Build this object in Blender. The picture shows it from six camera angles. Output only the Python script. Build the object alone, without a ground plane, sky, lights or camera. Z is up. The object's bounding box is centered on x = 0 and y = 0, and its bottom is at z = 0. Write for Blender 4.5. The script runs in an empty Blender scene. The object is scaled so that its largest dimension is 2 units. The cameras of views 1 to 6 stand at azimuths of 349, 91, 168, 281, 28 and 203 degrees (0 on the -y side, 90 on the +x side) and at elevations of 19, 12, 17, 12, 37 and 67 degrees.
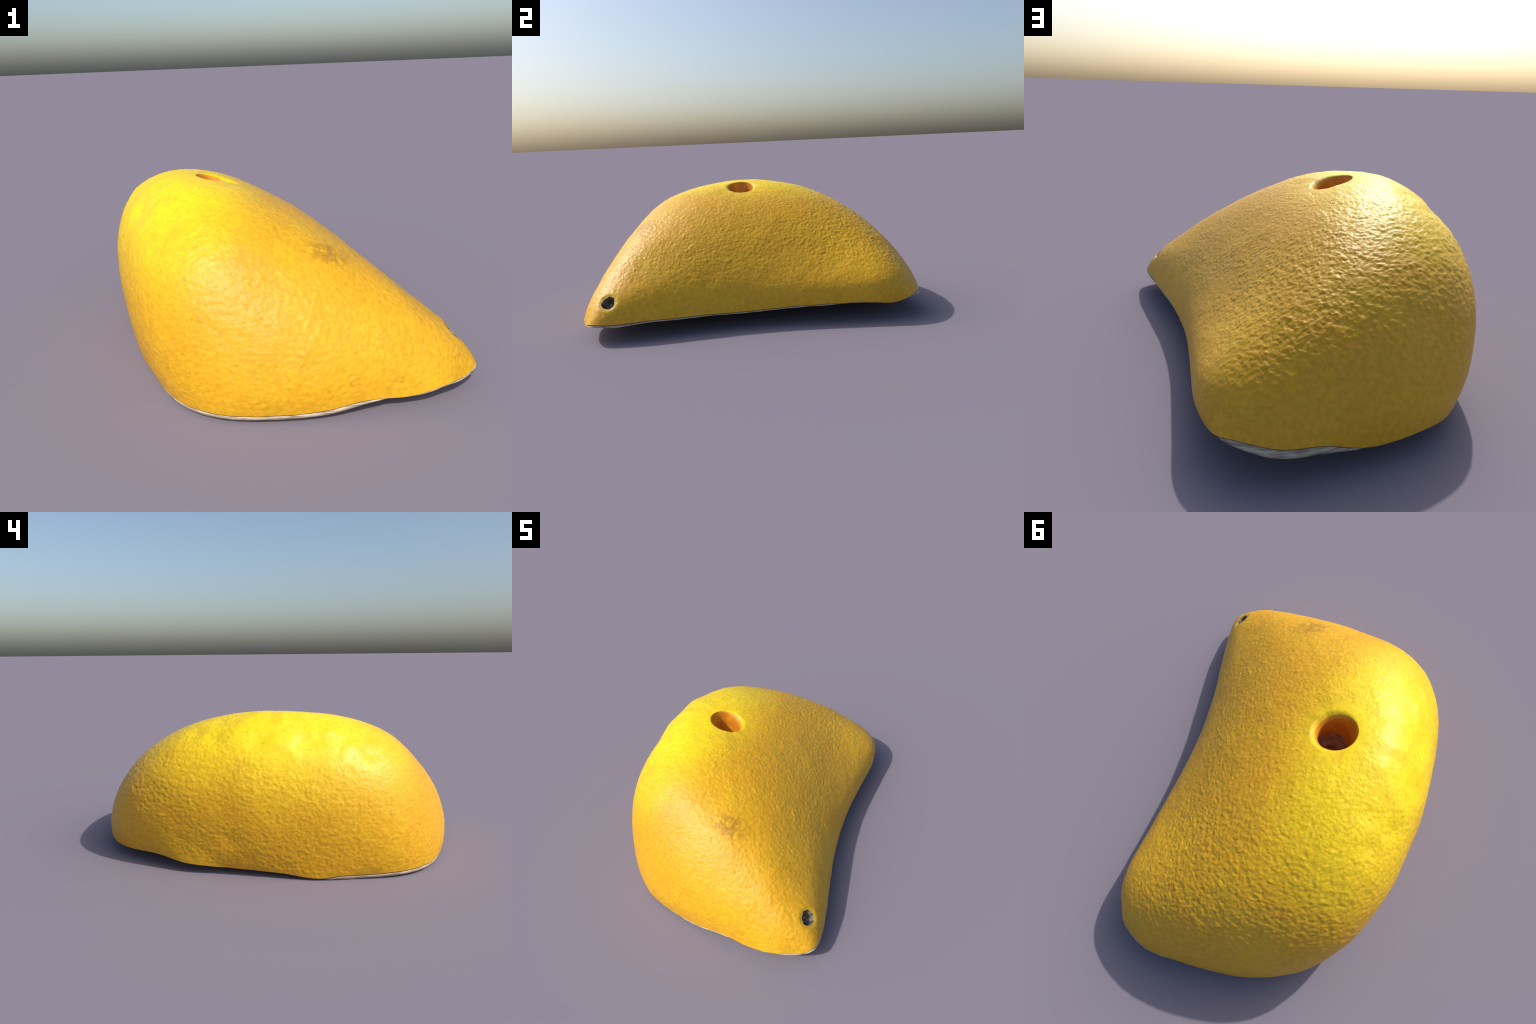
# A moulded climbing-wall hold: a yellow crescent-shaped slab with a bolt bore
# on top, a small locking-screw hole in one horn and a pale flat back.
import bpy, bmesh, math
import numpy as np
from mathutils import Vector, Matrix

# ---------------------------------------------------------------- control data
# The form is described as a fan of upright profiles round the bolt axis.
AXIS_X, AXIS_Y = -0.2155, -0.0914          # where the bolt axis leaves the top
CROWN = 0.757                              # height of the surface on the axis
ELEVATION = np.radians([0, 6, 13, 22, 33, 46, 60, 74, 90.0])
# one row per azimuth, starting at +x and turning towards +y; the rows crowd
# together at the two horns of the crescent:
# distance from the foot of the axis at each elevation, then the height of the rim
PROFILES = [
    (0.737, 0.731, 0.711, 0.683, 0.666, 0.668, 0.688, 0.718, 0.093),
    (0.737, 0.736, 0.712, 0.681, 0.663, 0.665, 0.685, 0.717, 0.098),
    (0.790, 0.787, 0.753, 0.706, 0.678, 0.675, 0.691, 0.720, 0.106),
    (0.872, 0.864, 0.807, 0.741, 0.702, 0.691, 0.701, 0.724, 0.111),
    (0.963, 0.946, 0.862, 0.777, 0.728, 0.708, 0.711, 0.729, 0.117),
    (1.052, 1.045, 0.936, 0.825, 0.760, 0.729, 0.723, 0.734, 0.111),
    (1.120, 1.121, 1.012, 0.878, 0.794, 0.751, 0.735, 0.739, 0.101),
    (1.185, 1.137, 1.027, 0.896, 0.807, 0.759, 0.740, 0.742, 0.122),
    (1.194, 1.147, 1.056, 0.939, 0.841, 0.781, 0.754, 0.749, 0.111),
    (1.175, 1.133, 1.066, 0.971, 0.872, 0.803, 0.768, 0.756, 0.100),
    (1.117, 1.096, 1.051, 0.979, 0.894, 0.823, 0.781, 0.765, 0.093),
    (1.057, 1.052, 1.024, 0.975, 0.914, 0.845, 0.798, 0.774, 0.075),
    (0.996, 0.992, 0.975, 0.945, 0.906, 0.855, 0.812, 0.784, 0.078),
    (0.880, 0.913, 0.924, 0.921, 0.902, 0.868, 0.830, 0.795, 0.061),
    (0.711, 0.758, 0.800, 0.837, 0.859, 0.852, 0.831, 0.803, 0.069),
    (0.597, 0.614, 0.645, 0.698, 0.765, 0.813, 0.824, 0.810, 0.050),
    (0.479, 0.506, 0.539, 0.589, 0.661, 0.747, 0.806, 0.814, 0.038),
    (0.420, 0.447, 0.479, 0.526, 0.597, 0.695, 0.784, 0.813, 0.032),
    (0.404, 0.425, 0.453, 0.497, 0.566, 0.664, 0.765, 0.811, 0.028),
    (0.412, 0.429, 0.453, 0.494, 0.561, 0.657, 0.758, 0.809, 0.023),
    (0.438, 0.454, 0.478, 0.520, 0.589, 0.679, 0.767, 0.809, 0.009),
    (0.483, 0.505, 0.535, 0.581, 0.649, 0.726, 0.787, 0.808, 0.002),
    (0.555, 0.591, 0.628, 0.673, 0.729, 0.785, 0.810, 0.807, 0.003),
    (0.691, 0.716, 0.738, 0.765, 0.802, 0.832, 0.826, 0.803, 0.011),
    (0.789, 0.805, 0.814, 0.823, 0.843, 0.855, 0.833, 0.798, 0.014),
    (0.848, 0.864, 0.866, 0.865, 0.860, 0.858, 0.827, 0.789, 0.018),
    (0.923, 0.929, 0.923, 0.904, 0.877, 0.846, 0.809, 0.779, 0.033),
    (0.997, 0.990, 0.964, 0.922, 0.877, 0.822, 0.786, 0.769, 0.065),
    (1.077, 1.054, 1.009, 0.944, 0.876, 0.810, 0.774, 0.763, 0.066),
    (1.151, 1.101, 1.029, 0.937, 0.850, 0.788, 0.760, 0.755, 0.087),
    (1.185, 1.139, 1.041, 0.929, 0.836, 0.778, 0.753, 0.750, 0.083),
    (1.207, 1.120, 0.995, 0.884, 0.803, 0.757, 0.741, 0.743, 0.101),
    (1.121, 1.061, 0.954, 0.852, 0.782, 0.745, 0.734, 0.739, 0.094),
    (1.005, 0.958, 0.885, 0.804, 0.750, 0.725, 0.722, 0.734, 0.101),
    (0.893, 0.863, 0.816, 0.761, 0.721, 0.706, 0.711, 0.729, 0.097),
    (0.793, 0.778, 0.748, 0.712, 0.688, 0.683, 0.698, 0.722, 0.096),
]
PROFILES = np.array(PROFILES)
RADII, RIM = PROFILES[:, :8], PROFILES[:, 8]
NPROF = len(PROFILES)

# finger dents: centre, radius, depth
DENTS = [
    ((-0.446, -0.508, 0.669), 0.08, 0.008),
    ((-0.552, -0.252, 0.671), 0.07, 0.011),
    ((-0.574, 0.199, 0.681), 0.055, 0.011),
    ((-0.501, -0.548, 0.607), 0.05, 0.009),
    ((-0.679, 0.101, 0.199), 0.06, 0.008),
    ((-0.463, 0.188, 0.743), 0.05, 0.006),
    ((-0.515, 0.292, 0.69), 0.05, 0.008),
    ((-0.575, -0.02, 0.66), 0.06, 0.009),
    ((-0.48, -0.36, 0.7), 0.05, -0.005),
    ((-0.56, 0.09, 0.69), 0.05, -0.004),
]
BORE_MOUTH = 0.107      # radius where the skin starts to roll into the bolt bore
BORE_RADIUS = 0.079
BORE_DIR = Vector((0.07, 0.0, -1.0)).normalized()
SCREW = Vector((0.609, -0.809, 0.208))
SCREW_RADIUS = 0.038

NTH, NR = 1240, 430      # mesh columns round the axis, rows from rim to bore


# ---------------------------------------------------------------- spline helpers
def periodic_spline(ctrl, t):
    n = len(ctrl); i = np.arange(n)
    A = np.zeros((n, n)); A[i, i] = 4/6; A[i, (i+1) % n] = 1/6; A[i, (i-1) % n] = 1/6
    c = np.linalg.solve(A, ctrl)
    k = np.floor(t).astype(int); u = t-k
    w = ((1-u)**3/6, (3*u**3-6*u**2+4)/6, (-3*u**3+3*u**2+3*u+1)/6, u**3/6)
    s = (slice(None),)+(None,)*(c.ndim-1)
    return sum(w[o][s]*c[(k+o-1) % n] for o in range(4))


def natural_spline(x, y, xs):
    """y: (..., n) values on knots x -> values at xs"""
    n = len(x); h = np.diff(x); A = np.zeros((n, n)); D = np.zeros((n, n))
    A[0, 0] = A[-1, -1] = 1
    for i in range(1, n-1):
        A[i, i-1] = h[i-1]; A[i, i] = 2*(h[i-1]+h[i]); A[i, i+1] = h[i]
        D[i, i-1] = 6/h[i-1]; D[i, i] = -6/h[i-1]-6/h[i]; D[i, i+1] = 6/h[i]
    M = y @ np.linalg.solve(A, D).T
    k = np.clip(np.searchsorted(x, xs, side='right')-1, 0, n-2)
    a = x[k+1]-xs; b = xs-x[k]; hh = h[k]
    return (a**3/(6*hh)-a*hh/6)*M[..., k]+(b**3/(6*hh)-b*hh/6)*M[..., k+1]+a/hh*y[..., k]+b/hh*y[..., k+1]


def smooth(a, b, x):
    t = np.clip((x-a)/(b-a), 0, 1); return t*t*(3-2*t)


def hash3(ix, iy, iz, seed):
    h = (ix.astype(np.int64)*374761393+iy.astype(np.int64)*668265263+iz.astype(np.int64)*2147483647+seed*1274126177) & 0xffffffff
    h = ((h ^ (h >> 13))*1274126177) & 0xffffffff
    h = ((h ^ (h >> 16))*2246822519) & 0xffffffff
    return h ^ (h >> 15)


def perlin(P, seed=0):
    F = np.floor(P); f = P-F; u = f*f*f*(f*(f*6-15)+10)
    ix, iy, iz = [F[..., k].astype(np.int64) for k in range(3)]
    out = 0
    for dx in (0, 1):
        wx = u[..., 0] if dx else 1-u[..., 0]
        for dy in (0, 1):
            wy = u[..., 1] if dy else 1-u[..., 1]
            for dz in (0, 1):
                wz = u[..., 2] if dz else 1-u[..., 2]
                h = hash3(ix+dx, iy+dy, iz+dz, seed)
                gx = ((h & 1023)/511.5-1); gy = (((h >> 10) & 1023)/511.5-1); gz = (((h >> 20) & 1023)/511.5-1)
                out = out+wx*wy*wz*(gx*(f[..., 0]-dx)+gy*(f[..., 1]-dy)+gz*(f[..., 2]-dz))
    return out


# ---------------------------------------------------------------- the main form
deg = np.linspace(0, 360, 7201)
crowd = 1+2*np.exp(-((deg-57)/22)**2)+2*np.exp(-((deg-315)/20)**2)+2*np.exp(-((deg+45)/20)**2)+2*np.exp(-((deg-417)/22)**2)
turn = np.concatenate([[0], np.cumsum((crowd[1:]+crowd[:-1])/2)]); turn /= turn[-1]
theta = np.radians(np.interp(np.arange(NTH)/NTH, turn, deg))
cols = np.arange(NTH)/NTH*NPROF
ctrl = np.concatenate([RADII, np.full((NPROF, 1), CROWN)], 1)
radii = periodic_spline(ctrl, cols)                      # NTH x 9
rim_z = periodic_spline(RIM, cols)
NF = 700
fine = np.pi/2*np.linspace(0, 1, NF)**1.4
R = natural_spline(ELEVATION, radii, fine)               # NTH x NF
rho = R*np.cos(fine)
zz = R*np.sin(fine)+rim_z[:, None]*np.cos(fine)**2


def bump(deg, half, soft=10):
    d = np.abs((np.degrees(theta)-deg+180) % 360-180)
    return 1-smooth(half, half+soft, d)


wob = perlin(np.stack([np.cos(theta)*9, np.sin(theta)*9, theta*0], -1), 5)
# the pale back plate shows below the skin by this much
strip = 0.004+0.025*bump(68, 3, 12)+0.019*bump(256, 34, 12)+0.007*bump(0, 34, 12)+0.006*bump(315, 8, 8)+0.003*wob
strip = np.clip(strip, 0.003, 0.05)

body = np.zeros((NTH, NR, 3))
u = np.linspace(0, 1, NR)
for i in range(NTH):
    lo = np.interp(strip[i], zz[i, :200]-rim_z[i], fine[:200])
    mr = BORE_MOUTH+0.016*math.cos(theta[i])           # wider roll on the low side
    k = np.where(rho[i] > mr)[0][-1]
    hi = np.interp(-mr, -rho[i, k:k+2], fine[k:k+2])
    ff = np.linspace(lo, hi, 500)
    a = np.interp(ff, fine, rho[i]); b = np.interp(ff, fine, zz[i])
    s = np.concatenate([[0], np.cumsum(np.hypot(np.diff(a), np.diff(b)))])
    g = np.interp(u*s[-1], s, ff)
    a = np.interp(g, fine, rho[i]); b = np.interp(g, fine, zz[i])
    body[i, :, 0] = AXIS_X+a*math.cos(theta[i]); body[i, :, 1] = AXIS_Y+a*math.sin(theta[i]); body[i, :, 2] = b


def grid_normals(G):
    du = np.roll(G, -1, 0)-np.roll(G, 1, 0)
    dv = np.gradient(G, axis=1)
    n = np.cross(du, dv)
    return n/np.maximum(np.linalg.norm(n, axis=-1, keepdims=True), 1e-9)


N0 = grid_normals(body)
# finger dents pressed into the crest
for (c, rad, depth) in DENTS:
    d = np.linalg.norm(body-np.array(c), axis=-1)/rad
    body -= N0*(depth*np.exp(-d*d*1.2))[..., None]
# long gentle waviness of the cast
body += N0*(0.002*perlin(body*4.5, 11)+0.0025*perlin(body*12, 12))[..., None]

N1 = grid_normals(body)
x, y, z = body[..., 0], body[..., 1], body[..., 2]
nx = N1[..., 0]
# where the orange-peel skin is strong: worn smooth on the crest towards -x,
# fading out low on the hollow side and at the far foot
worn = np.exp(-(((x+0.50)/0.20)**2+((y+0.28)/0.42)**2+((z-0.70)/0.20)**2)*1.1)
peel = 0.85-0.75*smooth(0.15, 0.75, worn)
peel *= 1-0.65*(1-smooth(0.16, 0.42, z))*smooth(0.25, 0.75, nx)
peel *= 1-0.60*(1-smooth(0.12, 0.38, z))*smooth(0.2, 0.7, N1[..., 1])
peel *= 1+0.55*smooth(0.15, 0.55, y)*smooth(0.2, 0.4, z)
rim_fade = smooth(0, 0.03, u)[None, :]
bore_fade = smooth(0.0, 0.06, 1-u)[None, :]
edge = np.minimum(rim_fade, bore_fade)
coarse = perlin(body*np.array([32, 32, 46.0]), 1)
fold = -np.abs(perlin(body*np.array([26, 26, 40.0])+7.3, 2))
mid = perlin(body*58, 3)
small = perlin(body*110, 4)
facet = np.maximum(perlin(body*13+3.1, 31), -0.05)*0.010*smooth(0.2, 0.7, worn)
body += N1*(facet*edge)[..., None]
lump = 0.0016*coarse+0.0012*(fold+0.2)+0.0026*mid+0.0015*small
body += N1*(lump*peel*edge)[..., None]

# small nick beside the screw hole
nick = SCREW+Vector((0.035, -0.02, -0.052))
d = np.linalg.norm(body-np.array(nick), axis=-1)/0.012
body -= N1*(0.010*np.exp(-d*d))[..., None]


# ---------------------------------------------------------------- materials
def new_material(name):
    m = bpy.data.materials.new(name); m.use_nodes = True
    nt = m.node_tree; nt.nodes.clear()
    out = nt.nodes.new('ShaderNodeOutputMaterial'); b = nt.nodes.new('ShaderNodeBsdfPrincipled')
    nt.links.new(b.outputs[0], out.inputs[0])
    return m, nt, b


def node(nt, kind, **kw):
    n = nt.nodes.new(kind)
    for k, v in kw.items():
        setattr(n, k, v)
    return n


def link(nt, a, b):
    nt.links.new(a, b)


def noise(nt, vec, scale, detail=4, rough=0.55):
    n = node(nt, 'ShaderNodeTexNoise'); n.inputs['Scale'].default_value = scale
    n.inputs['Detail'].default_value = detail; n.inputs['Roughness'].default_value = rough
    link(nt, vec, n.inputs['Vector']); return n.outputs['Fac']


def maprange(nt, val, a, b, c=0.0, d=1.0):
    n = node(nt, 'ShaderNodeMapRange', interpolation_type='SMOOTHSTEP')
    n.inputs['From Min'].default_value = a; n.inputs['From Max'].default_value = b
    n.inputs['To Min'].default_value = c; n.inputs['To Max'].default_value = d
    link(nt, val, n.inputs['Value']); return n.outputs['Result']


def math_node(nt, op, a, b=None):
    n = node(nt, 'ShaderNodeMath', operation=op)
    for k, v in ((0, a), (1, b)):
        if v is None:
            continue
        if isinstance(v, (int, float)):
            n.inputs[k].default_value = v
        else:
            link(nt, v, n.inputs[k])
    return n.outputs[0]


def mix(nt, fac, a, b, blend='MIX'):
    n = node(nt, 'ShaderNodeMix', data_type='RGBA', blend_type=blend)
    if isinstance(fac, (int, float)):
        n.inputs['Factor'].default_value = fac
    else:
        link(nt, fac, n.inputs['Factor'])
    for k, v in ((6, a), (7, b)):
        if isinstance(v, tuple):
            n.inputs[k].default_value = (*v, 1)
        else:
            link(nt, v, n.inputs[k])
    return n.outputs[2]


def blob(nt, vec, centre, size):
    """1 at centre falling to 0: soft ellipsoidal mask in object space"""
    m = node(nt, 'ShaderNodeMapping', vector_type='TEXTURE')
    m.inputs['Location'].default_value = centre; m.inputs['Scale'].default_value = size
    link(nt, vec, m.inputs['Vector'])
    l = node(nt, 'ShaderNodeVectorMath', operation='LENGTH'); link(nt, m.outputs[0], l.inputs[0])
    return maprange(nt, l.outputs['Value'], 0.25, 1.0, 1.0, 0.0)


def skin_material():
    m, nt, b = new_material('yellow_resin')
    co = node(nt, 'ShaderNodeTexCoord').outputs['Object']
    # broad hue drift of the cast: amber <-> lemon
    lemon = blob(nt, co, (-0.46, -0.06, 0.80), (0.58, 1.0, 0.58))
    drift = noise(nt, co, 2.6, 3)
    f = math_node(nt, 'ADD', lemon, maprange(nt, drift, 0.3, 0.7, -0.12, 0.12))
    col = mix(nt, f, (0.68, 0.35, 0.010), (0.92, 0.66, 0.008))
    # blotches of paler and greener pigment
    bl = maprange(nt, noise(nt, co, 9, 4), 0.42, 0.66, 0.0, 0.15)
    col = mix(nt, bl, col, (0.60, 0.44, 0.010))
    br = maprange(nt, noise(nt, co, 5.5, 5), 0.55, 0.75, 0.0, 0.30)
    col = mix(nt, br, col, (0.66, 0.29, 0.012))
    # rubbed stain on the front shoulder; small dark brown specks
    stain = math_node(nt, 'MULTIPLY', blob(nt, co, (0.145, -0.69, 0.55), (0.16, 0.10, 0.09)), maprange(nt, noise(nt, co, 30, 4), 0.38, 0.60, 0.0, 0.80))
    col = mix(nt, stain, col, (0.40, 0.18, 0.012))
    spot = math_node(nt, 'MULTIPLY', blob(nt, co, (0.15, -0.09, 0.617), (0.05, 0.05, 0.05)), maprange(nt, noise(nt, co, 45, 3), 0.45, 0.6, 0.0, 0.5))
    col = mix(nt, spot, col, (0.34, 0.17, 0.02))
    sp = maprange(nt, noise(nt, co, 70, 2), 0.66, 0.76, 0.0, 0.55)
    col = mix(nt, sp, col, (0.40, 0.20, 0.02))
    fine_var = maprange(nt, noise(nt, co, 48, 4), 0.3, 0.7, 0.90, 1.08)
    grey = node(nt, 'ShaderNodeCombineColor'); [link(nt, fine_var, grey.inputs[k]) for k in range(3)]
    col = mix(nt, 1.0, col, grey.outputs[0], 'MULTIPLY')
    # greenish halo of bare resin round the screw hole
    halo = math_node(nt, 'MULTIPLY', blob(nt, co, tuple(SCREW), (0.075, 0.075, 0.075)), maprange(nt, noise(nt, co, 40, 3), 0.35, 0.6, 0.0, 0.7))
    col = mix(nt, halo, col, (0.42, 0.36, 0.02))
    nk = blob(nt, co, tuple(nick), (0.016, 0.016, 0.016))
    col = mix(nt, nk, col, (0.08, 0.07, 0.04))
    link(nt, col, b.inputs['Base Color'])
    b.inputs['Roughness'].default_value = 0.45
    b.inputs['Specular IOR Level'].default_value = 0.40
    worn_mask = blob(nt, co, (-0.52, -0.28, 0.72), (0.30, 0.55, 0.30))
    strength = math_node(nt, 'SUBTRACT', 0.30, math_node(nt, 'MULTIPLY', worn_mask, 0.28))
    bp = node(nt, 'ShaderNodeBump'); bp.inputs['Distance'].default_value = 0.006
    link(nt, strength, bp.inputs['Strength'])
    link(nt, noise(nt, co, 75, 5, 0.6), bp.inputs['Height']); link(nt, bp.outputs[0], b.inputs['Normal'])
    return m


def bore_material():
    m, nt, b = new_material('orange_bore_resin')
    co = node(nt, 'ShaderNodeTexCoord').outputs['Object']
    col = mix(nt, maprange(nt, noise(nt, co, 14, 4), 0.35, 0.65), (0.74, 0.32, 0.015), (0.62, 0.22, 0.015))
    link(nt, col, b.inputs['Base Color']); b.inputs['Roughness'].default_value = 0.5
    return m


def seat_material():
    m, nt, b = new_material('dirty_bolt_seat')
    co = node(nt, 'ShaderNodeTexCoord').outputs['Object']
    col = mix(nt, maprange(nt, noise(nt, co, 35, 4), 0.35, 0.65), (0.46, 0.22, 0.10), (0.26, 0.12, 0.09))
    link(nt, col, b.inputs['Base Color']); b.inputs['Roughness'].default_value = 0.6
    return m


def screw_material():
    m, nt, b = new_material('dark_grey_screw_hole')
    co = node(nt, 'ShaderNodeTexCoord').outputs['Object']
    col = mix(nt, maprange(nt, noise(nt, co, 40, 3), 0.4, 0.6), (0.07, 0.06, 0.045), (0.19, 0.16, 0.13))
    link(nt, col, b.inputs['Base Color']); b.inputs['Roughness'].default_value = 0.45
    return m


def steel_material():
    m, nt, b = new_material('dull_steel')
    co = node(nt, 'ShaderNodeTexCoord').outputs['Object']
    col = mix(nt, maprange(nt, noise(nt, co, 60, 3), 0.4, 0.6), (0.22, 0.17, 0.16), (0.14, 0.06, 0.05))
    link(nt, col, b.inputs['Base Color']); b.inputs['Roughness'].default_value = 0.45; b.inputs['Metallic'].default_value = 0.5
    return m


def back_material():
    m, nt, b = new_material('pale_back_resin')
    co = node(nt, 'ShaderNodeTexCoord').outputs['Object']
    mp = node(nt, 'ShaderNodeMapping'); mp.inputs['Scale'].default_value = (6, 6, 60); link(nt, co, mp.inputs[0])
    col = mix(nt, maprange(nt, noise(nt, mp.outputs[0], 3, 5), 0.35, 0.7), (0.56, 0.49, 0.38), (0.22, 0.17, 0.12))  # pale plate darkened to grey-brown, shade at the foot baked into its colour
    link(nt, col, b.inputs['Base Color']); b.inputs['Roughness'].default_value = 0.7
    return m


def seam_material():
    m, nt, b = new_material('grimy_seam')
    co = node(nt, 'ShaderNodeTexCoord').outputs['Object']
    col = mix(nt, noise(nt, co, 20, 4), (0.14, 0.07, 0.03), (0.36, 0.19, 0.03))
    link(nt, col, b.inputs['Base Color']); b.inputs['Roughness'].default_value = 0.8
    return m


# ---------------------------------------------------------------- mesh builders
root = bpy.data.objects.new('climbing_hold', None)
bpy.context.scene.collection.objects.link(root)
root['label'] = 'yellow crescent climbing hold with orange-peel skin and bolt bore'
root['category'] = 'climbing hold'


def add_object(name, verts, faces, mat, parent=root, smooth_shade=True):
    me = bpy.data.meshes.new(name)
    V = np.asarray(verts, dtype=np.float32)
    if isinstance(faces, np.ndarray):
        me.vertices.add(len(V)); me.vertices.foreach_set('co', V.ravel())
        k = faces.shape[1]
        me.loops.add(faces.size); me.loops.foreach_set('vertex_index', faces.ravel().astype(np.int32))
        me.polygons.add(len(faces))
        me.polygons.foreach_set('loop_start', np.arange(0, faces.size, k, dtype=np.int32))
        me.update(calc_edges=True)
    else:
        me.from_pydata([tuple(v) for v in V], [], faces)
    me.validate()
    me.polygons.foreach_set('use_smooth', np.full(len(me.polygons), smooth_shade))
    me.materials.append(mat)
    ob = bpy.data.objects.new(name, me); bpy.context.scene.collection.objects.link(ob)
    ob.parent = parent
    return ob


def ring_faces(nt_, nr_, flip=False):
    i, j = np.meshgrid(np.arange(nt_), np.arange(nr_-1), indexing='ij')
    i2 = (i+1) % nt_
    q = np.stack([i*nr_+j, i2*nr_+j, i2*nr_+j+1, i*nr_+j+1], -1).reshape(-1, 4)
    return q[:, ::-1].copy() if flip else q


# --- bolt bore: the skin rolls over a soft lip and runs down the bore
mouth = body[:, -1].copy()
before = body[:, -4].copy()
axis_p = np.array([AXIS_X, AXIS_Y, CROWN])
bd = np.array(BORE_DIR)
circ = np.stack([np.cos(theta), np.sin(theta), 0*theta], -1)
centre_at = lambda depth: axis_p+bd*depth
lip_steps = 26
lip = np.zeros((NTH, lip_steps, 3))
inner_top = centre_at(0.03)+circ*BORE_RADIUS                  # where the wall begins:
inner_top[:, 2] = mouth[:, 2]-0.026-0.010*np.cos(theta)       # a fixed drop below the sloping mouth
inner_top[:, :2] += (bd[:2]/bd[2])*(inner_top[:, 2:3]-axis_p[2]+0.03)
t_in = mouth-before; t_in /= np.linalg.norm(t_in, axis=1, keepdims=True)
for s in range(lip_steps):
    q = (s+1)/lip_steps
    h0 = 2*q**3-3*q**2+1; h1 = q**3-2*q**2+q; h2 = -2*q**3+3*q**2; h3 = q**3-q**2
    lip[:, s] = h0*mouth+h1*t_in*0.045+h2*inner_top+h3*bd*0.045
skin = np.concatenate([body, lip[:, :13]], 1)
NRS = skin.shape[1]
skin_faces = ring_faces(NTH, NRS)

# --- cut the screw hole out of the skin and snap its edge to a circle
flat = skin.reshape(-1, 3)
kk = np.argmin(np.linalg.norm(flat-np.array(SCREW), axis=1))
ii, jj = divmod(kk, NRS)
patch = skin[(np.arange(ii-25, ii+26) % NTH)][:, jj-25:jj+26].reshape(-1, 3)
_, _, vt = np.linalg.svd(patch-patch.mean(0))
sn = vt[2]*np.sign(vt[2] @ np.array([1, -0.3, 0.6]))
surf = patch.mean(0)
ax = sn*0.75+np.array([0, 0, 1.0])*0.30+np.array([0.1, 0, 0]); ax /= np.linalg.norm(ax)   # outward hole axis
e1 = np.cross(ax, [0, 0, 1.0]); e1 /= np.linalg.norm(e1); e2 = np.cross(ax, e1)
rel = flat-surf
pa, pb, pd = rel @ e1, rel @ e2, rel @ ax
rad = np.hypot(pa, pb)
near = np.abs(pd) < 0.12
# soft countersink round the hole
flat -= (ax*0.006)*(np.exp(-((np.maximum(rad, SCREW_RADIUS)-SCREW_RADIUS)/0.012)**2)*near)[:, None]
inside = (rad < SCREW_RADIUS) & near
face_in = inside[skin_faces].any(1)
keep = skin_faces[~face_in]
cut = skin_faces[face_in]
loop = np.intersect1d(np.unique(keep), np.unique(cut))
loop = loop[np.argsort(np.arctan2(pb[loop], pa[loop]))]
for v in loop:
    ang = math.atan2(pb[v], pa[v])
    k = SCREW_RADIUS*(1+0.05*math.sin(3*ang+1)+0.03*math.sin(7*ang))/rad[v]
    flat[v] += (e1*pa[v]+e2*pb[v])*(k-1)
used = np.unique(keep); remap = -np.ones(len(flat), int); remap[used] = np.arange(len(used))

skin_mat = skin_material()
body_obj = add_object('grip_body', flat[used], remap[keep], skin_mat)

# --- screw hole lining
edge_pts = flat[loop]; m = len(loop)
er = edge_pts-surf; ea, eb, ed = er @ e1, er @ e2, er @ ax
steps = [(1.0, 0.0), (0.95, 0.004), (0.90, 0.010), (0.85, 0.020), (0.80, 0.030), (0.72, 0.036), (0.40, 0.040)]
verts = np.zeros((m, len(steps), 3))
for s, (k, dep) in enumerate(steps):
    blend = min(1, s/4)
    verts[:, s] = surf+np.outer(ea*k, e1)+np.outer(eb*k, e2)+np.outer(ed*(1-blend)-dep, ax)
screw_obj = add_object('screw_hole', verts.reshape(-1, 3), ring_faces(m, len(steps)), screw_material())
# the countersunk screw head lying deep in the hole
n = 48; a = np.arange(n)/n*2*np.pi
prof = [(0.0215, -0.042), (0.0215, -0.035), (0.019, -0.032), (0.010, -0.031), (0.008, -0.036), (0.0006, -0.036)]
hv = np.array([[surf+e1*r*math.cos(t)+e2*r*math.sin(t)+ax*h for (r, h) in prof] for t in a])
steel = steel_material()
add_object('screw_head', hv.reshape(-1, 3), ring_faces(n, len(prof)), steel)

# --- bore lining: wall, ledge, seat ring
wall_prof = [(0.0775, 0.085), (0.0765, 0.12), (0.0755, 0.15), (0.0745, 0.172)]
wall = np.concatenate([lip[:, 12:], np.stack([centre_at(dp)+circ*r for r, dp in wall_prof], 1)], 1)
wall[:, :, :] += 0
add_object('bolt_bore', wall.reshape(-1, 3), ring_faces(NTH, wall.shape[1]), bore_material())
n = 240; a = np.arange(n)/n*2*np.pi; cr = np.stack([np.cos(a), np.sin(a), 0*a], -1)
seat_prof = [(0.0755, 0.166), (0.070, 0.172), (0.064, 0.173), (0.062, 0.186), (0.056, 0.189), (0.052, 0.187), (0.049, 0.197), (0.043, 0.200), (0.039, 0.198), (0.036, 0.216), (0.034, 0.240), (0.002, 0.242)]
sv = np.stack([centre_at(dp)+cr*r for r, dp in seat_prof], 1)
jit = perlin(sv*28, 8)
sv += (jit*0.012)[..., None]*bd
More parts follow.
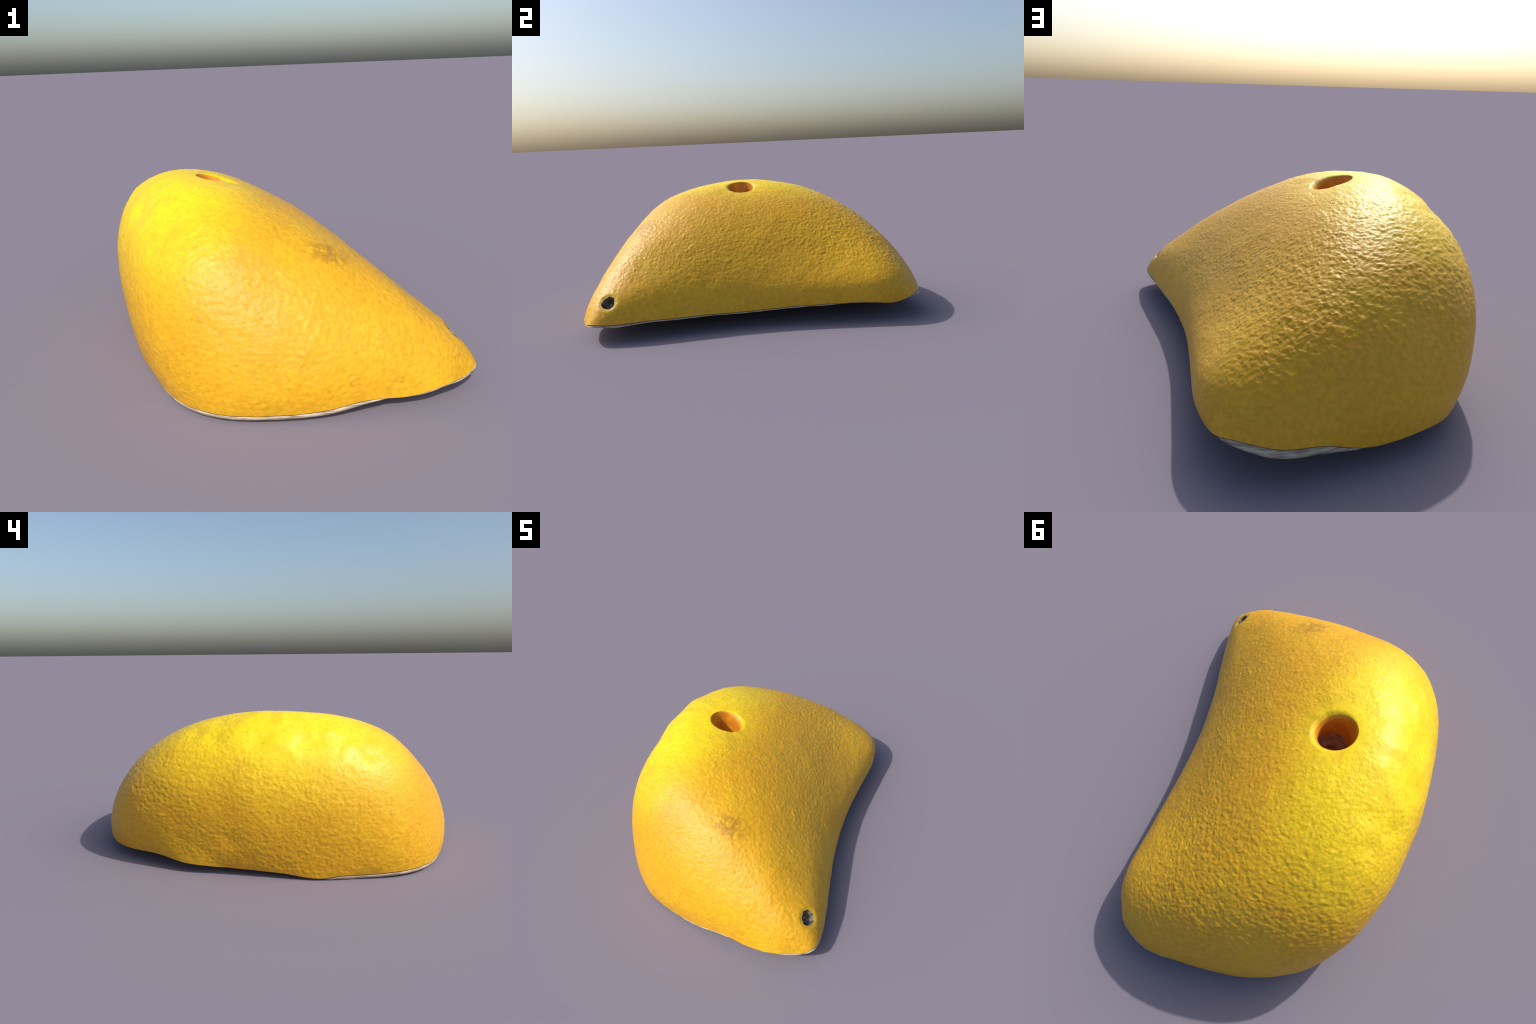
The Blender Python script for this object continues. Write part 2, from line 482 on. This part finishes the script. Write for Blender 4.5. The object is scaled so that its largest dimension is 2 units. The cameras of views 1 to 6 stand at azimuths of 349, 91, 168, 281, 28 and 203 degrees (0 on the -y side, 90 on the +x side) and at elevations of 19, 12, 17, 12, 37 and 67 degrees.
add_object('bolt_seat', sv.reshape(-1, 3), ring_faces(n, len(seat_prof)), seat_material())

# --- pale back plate: groove, strip and underside
low = skin[:, 0].copy(); low2 = flat.reshape(NTH, NRS, 3)[:, 0]
cen = np.array([AXIS_X, AXIS_Y, 0.0])
rim = np.stack([AXIS_X+radii[:, 0]*np.cos(theta), AXIS_Y+radii[:, 0]*np.sin(theta), rim_z], -1)
outward = circ
jag = perlin(np.stack([np.cos(theta)*22, np.sin(theta)*22, theta*0+3], -1), 21)
hidden = 1-smooth(0.006, 0.012, strip)
rim = rim+outward*(-0.003-0.010*hidden+0.005*jag)[:, None]
rim[:, 2] = np.maximum(rim[:, 2]+0.004*jag, 0.0005)
drop = np.minimum(0.007, 0.45*strip)[:, None]*np.array([0, 0, 1.0])
top = low2-outward*0.006-drop
up = np.stack([low2, low2-outward*0.0035-0.35*drop, top], 1)
add_object('seam', up.reshape(-1, 3), ring_faces(NTH, 3, True), seam_material())
r_in = np.hypot(rim[:, 0]-AXIS_X, rim[:, 1]-AXIS_Y)
rows = [top, top+outward*0.002-0.1*drop, 0.5*(top+rim)+outward*0.001, rim, rim-outward*0.012+np.array([0, 0, 0.002])]
for k in (0.8, 0.6, 0.4, 0.2, 0.06):
    p = cen+(rim-cen)*np.array([k, k, 1.0]); p[:, 2] = rim[:, 2]*k+(1-k)*0.05+0.004
    rows.append(p)
pl = np.stack(rows, 1)
add_object('back_plate', pl.reshape(-1, 3), ring_faces(NTH, pl.shape[1], True), back_material())

# --- settle the whole thing on the ground, centred
children = [o for o in root.children]
pts = np.concatenate([np.array([v.co for v in o.data.vertices]) for o in children if o.name in ('grip_body', 'back_plate')])
lo, hi = pts.min(0), pts.max(0)
shift = Vector((-(lo[0]+hi[0])/2, -(lo[1]+hi[1])/2, -lo[2]))
scale = 2.0/(hi[1]-lo[1])
print('raw extent', hi-lo, 'shift', shift, 'scale', scale)
for o in children:
    o.data.transform(Matrix.Diagonal((1, scale, 1, 1)) @ Matrix.Translation(shift))
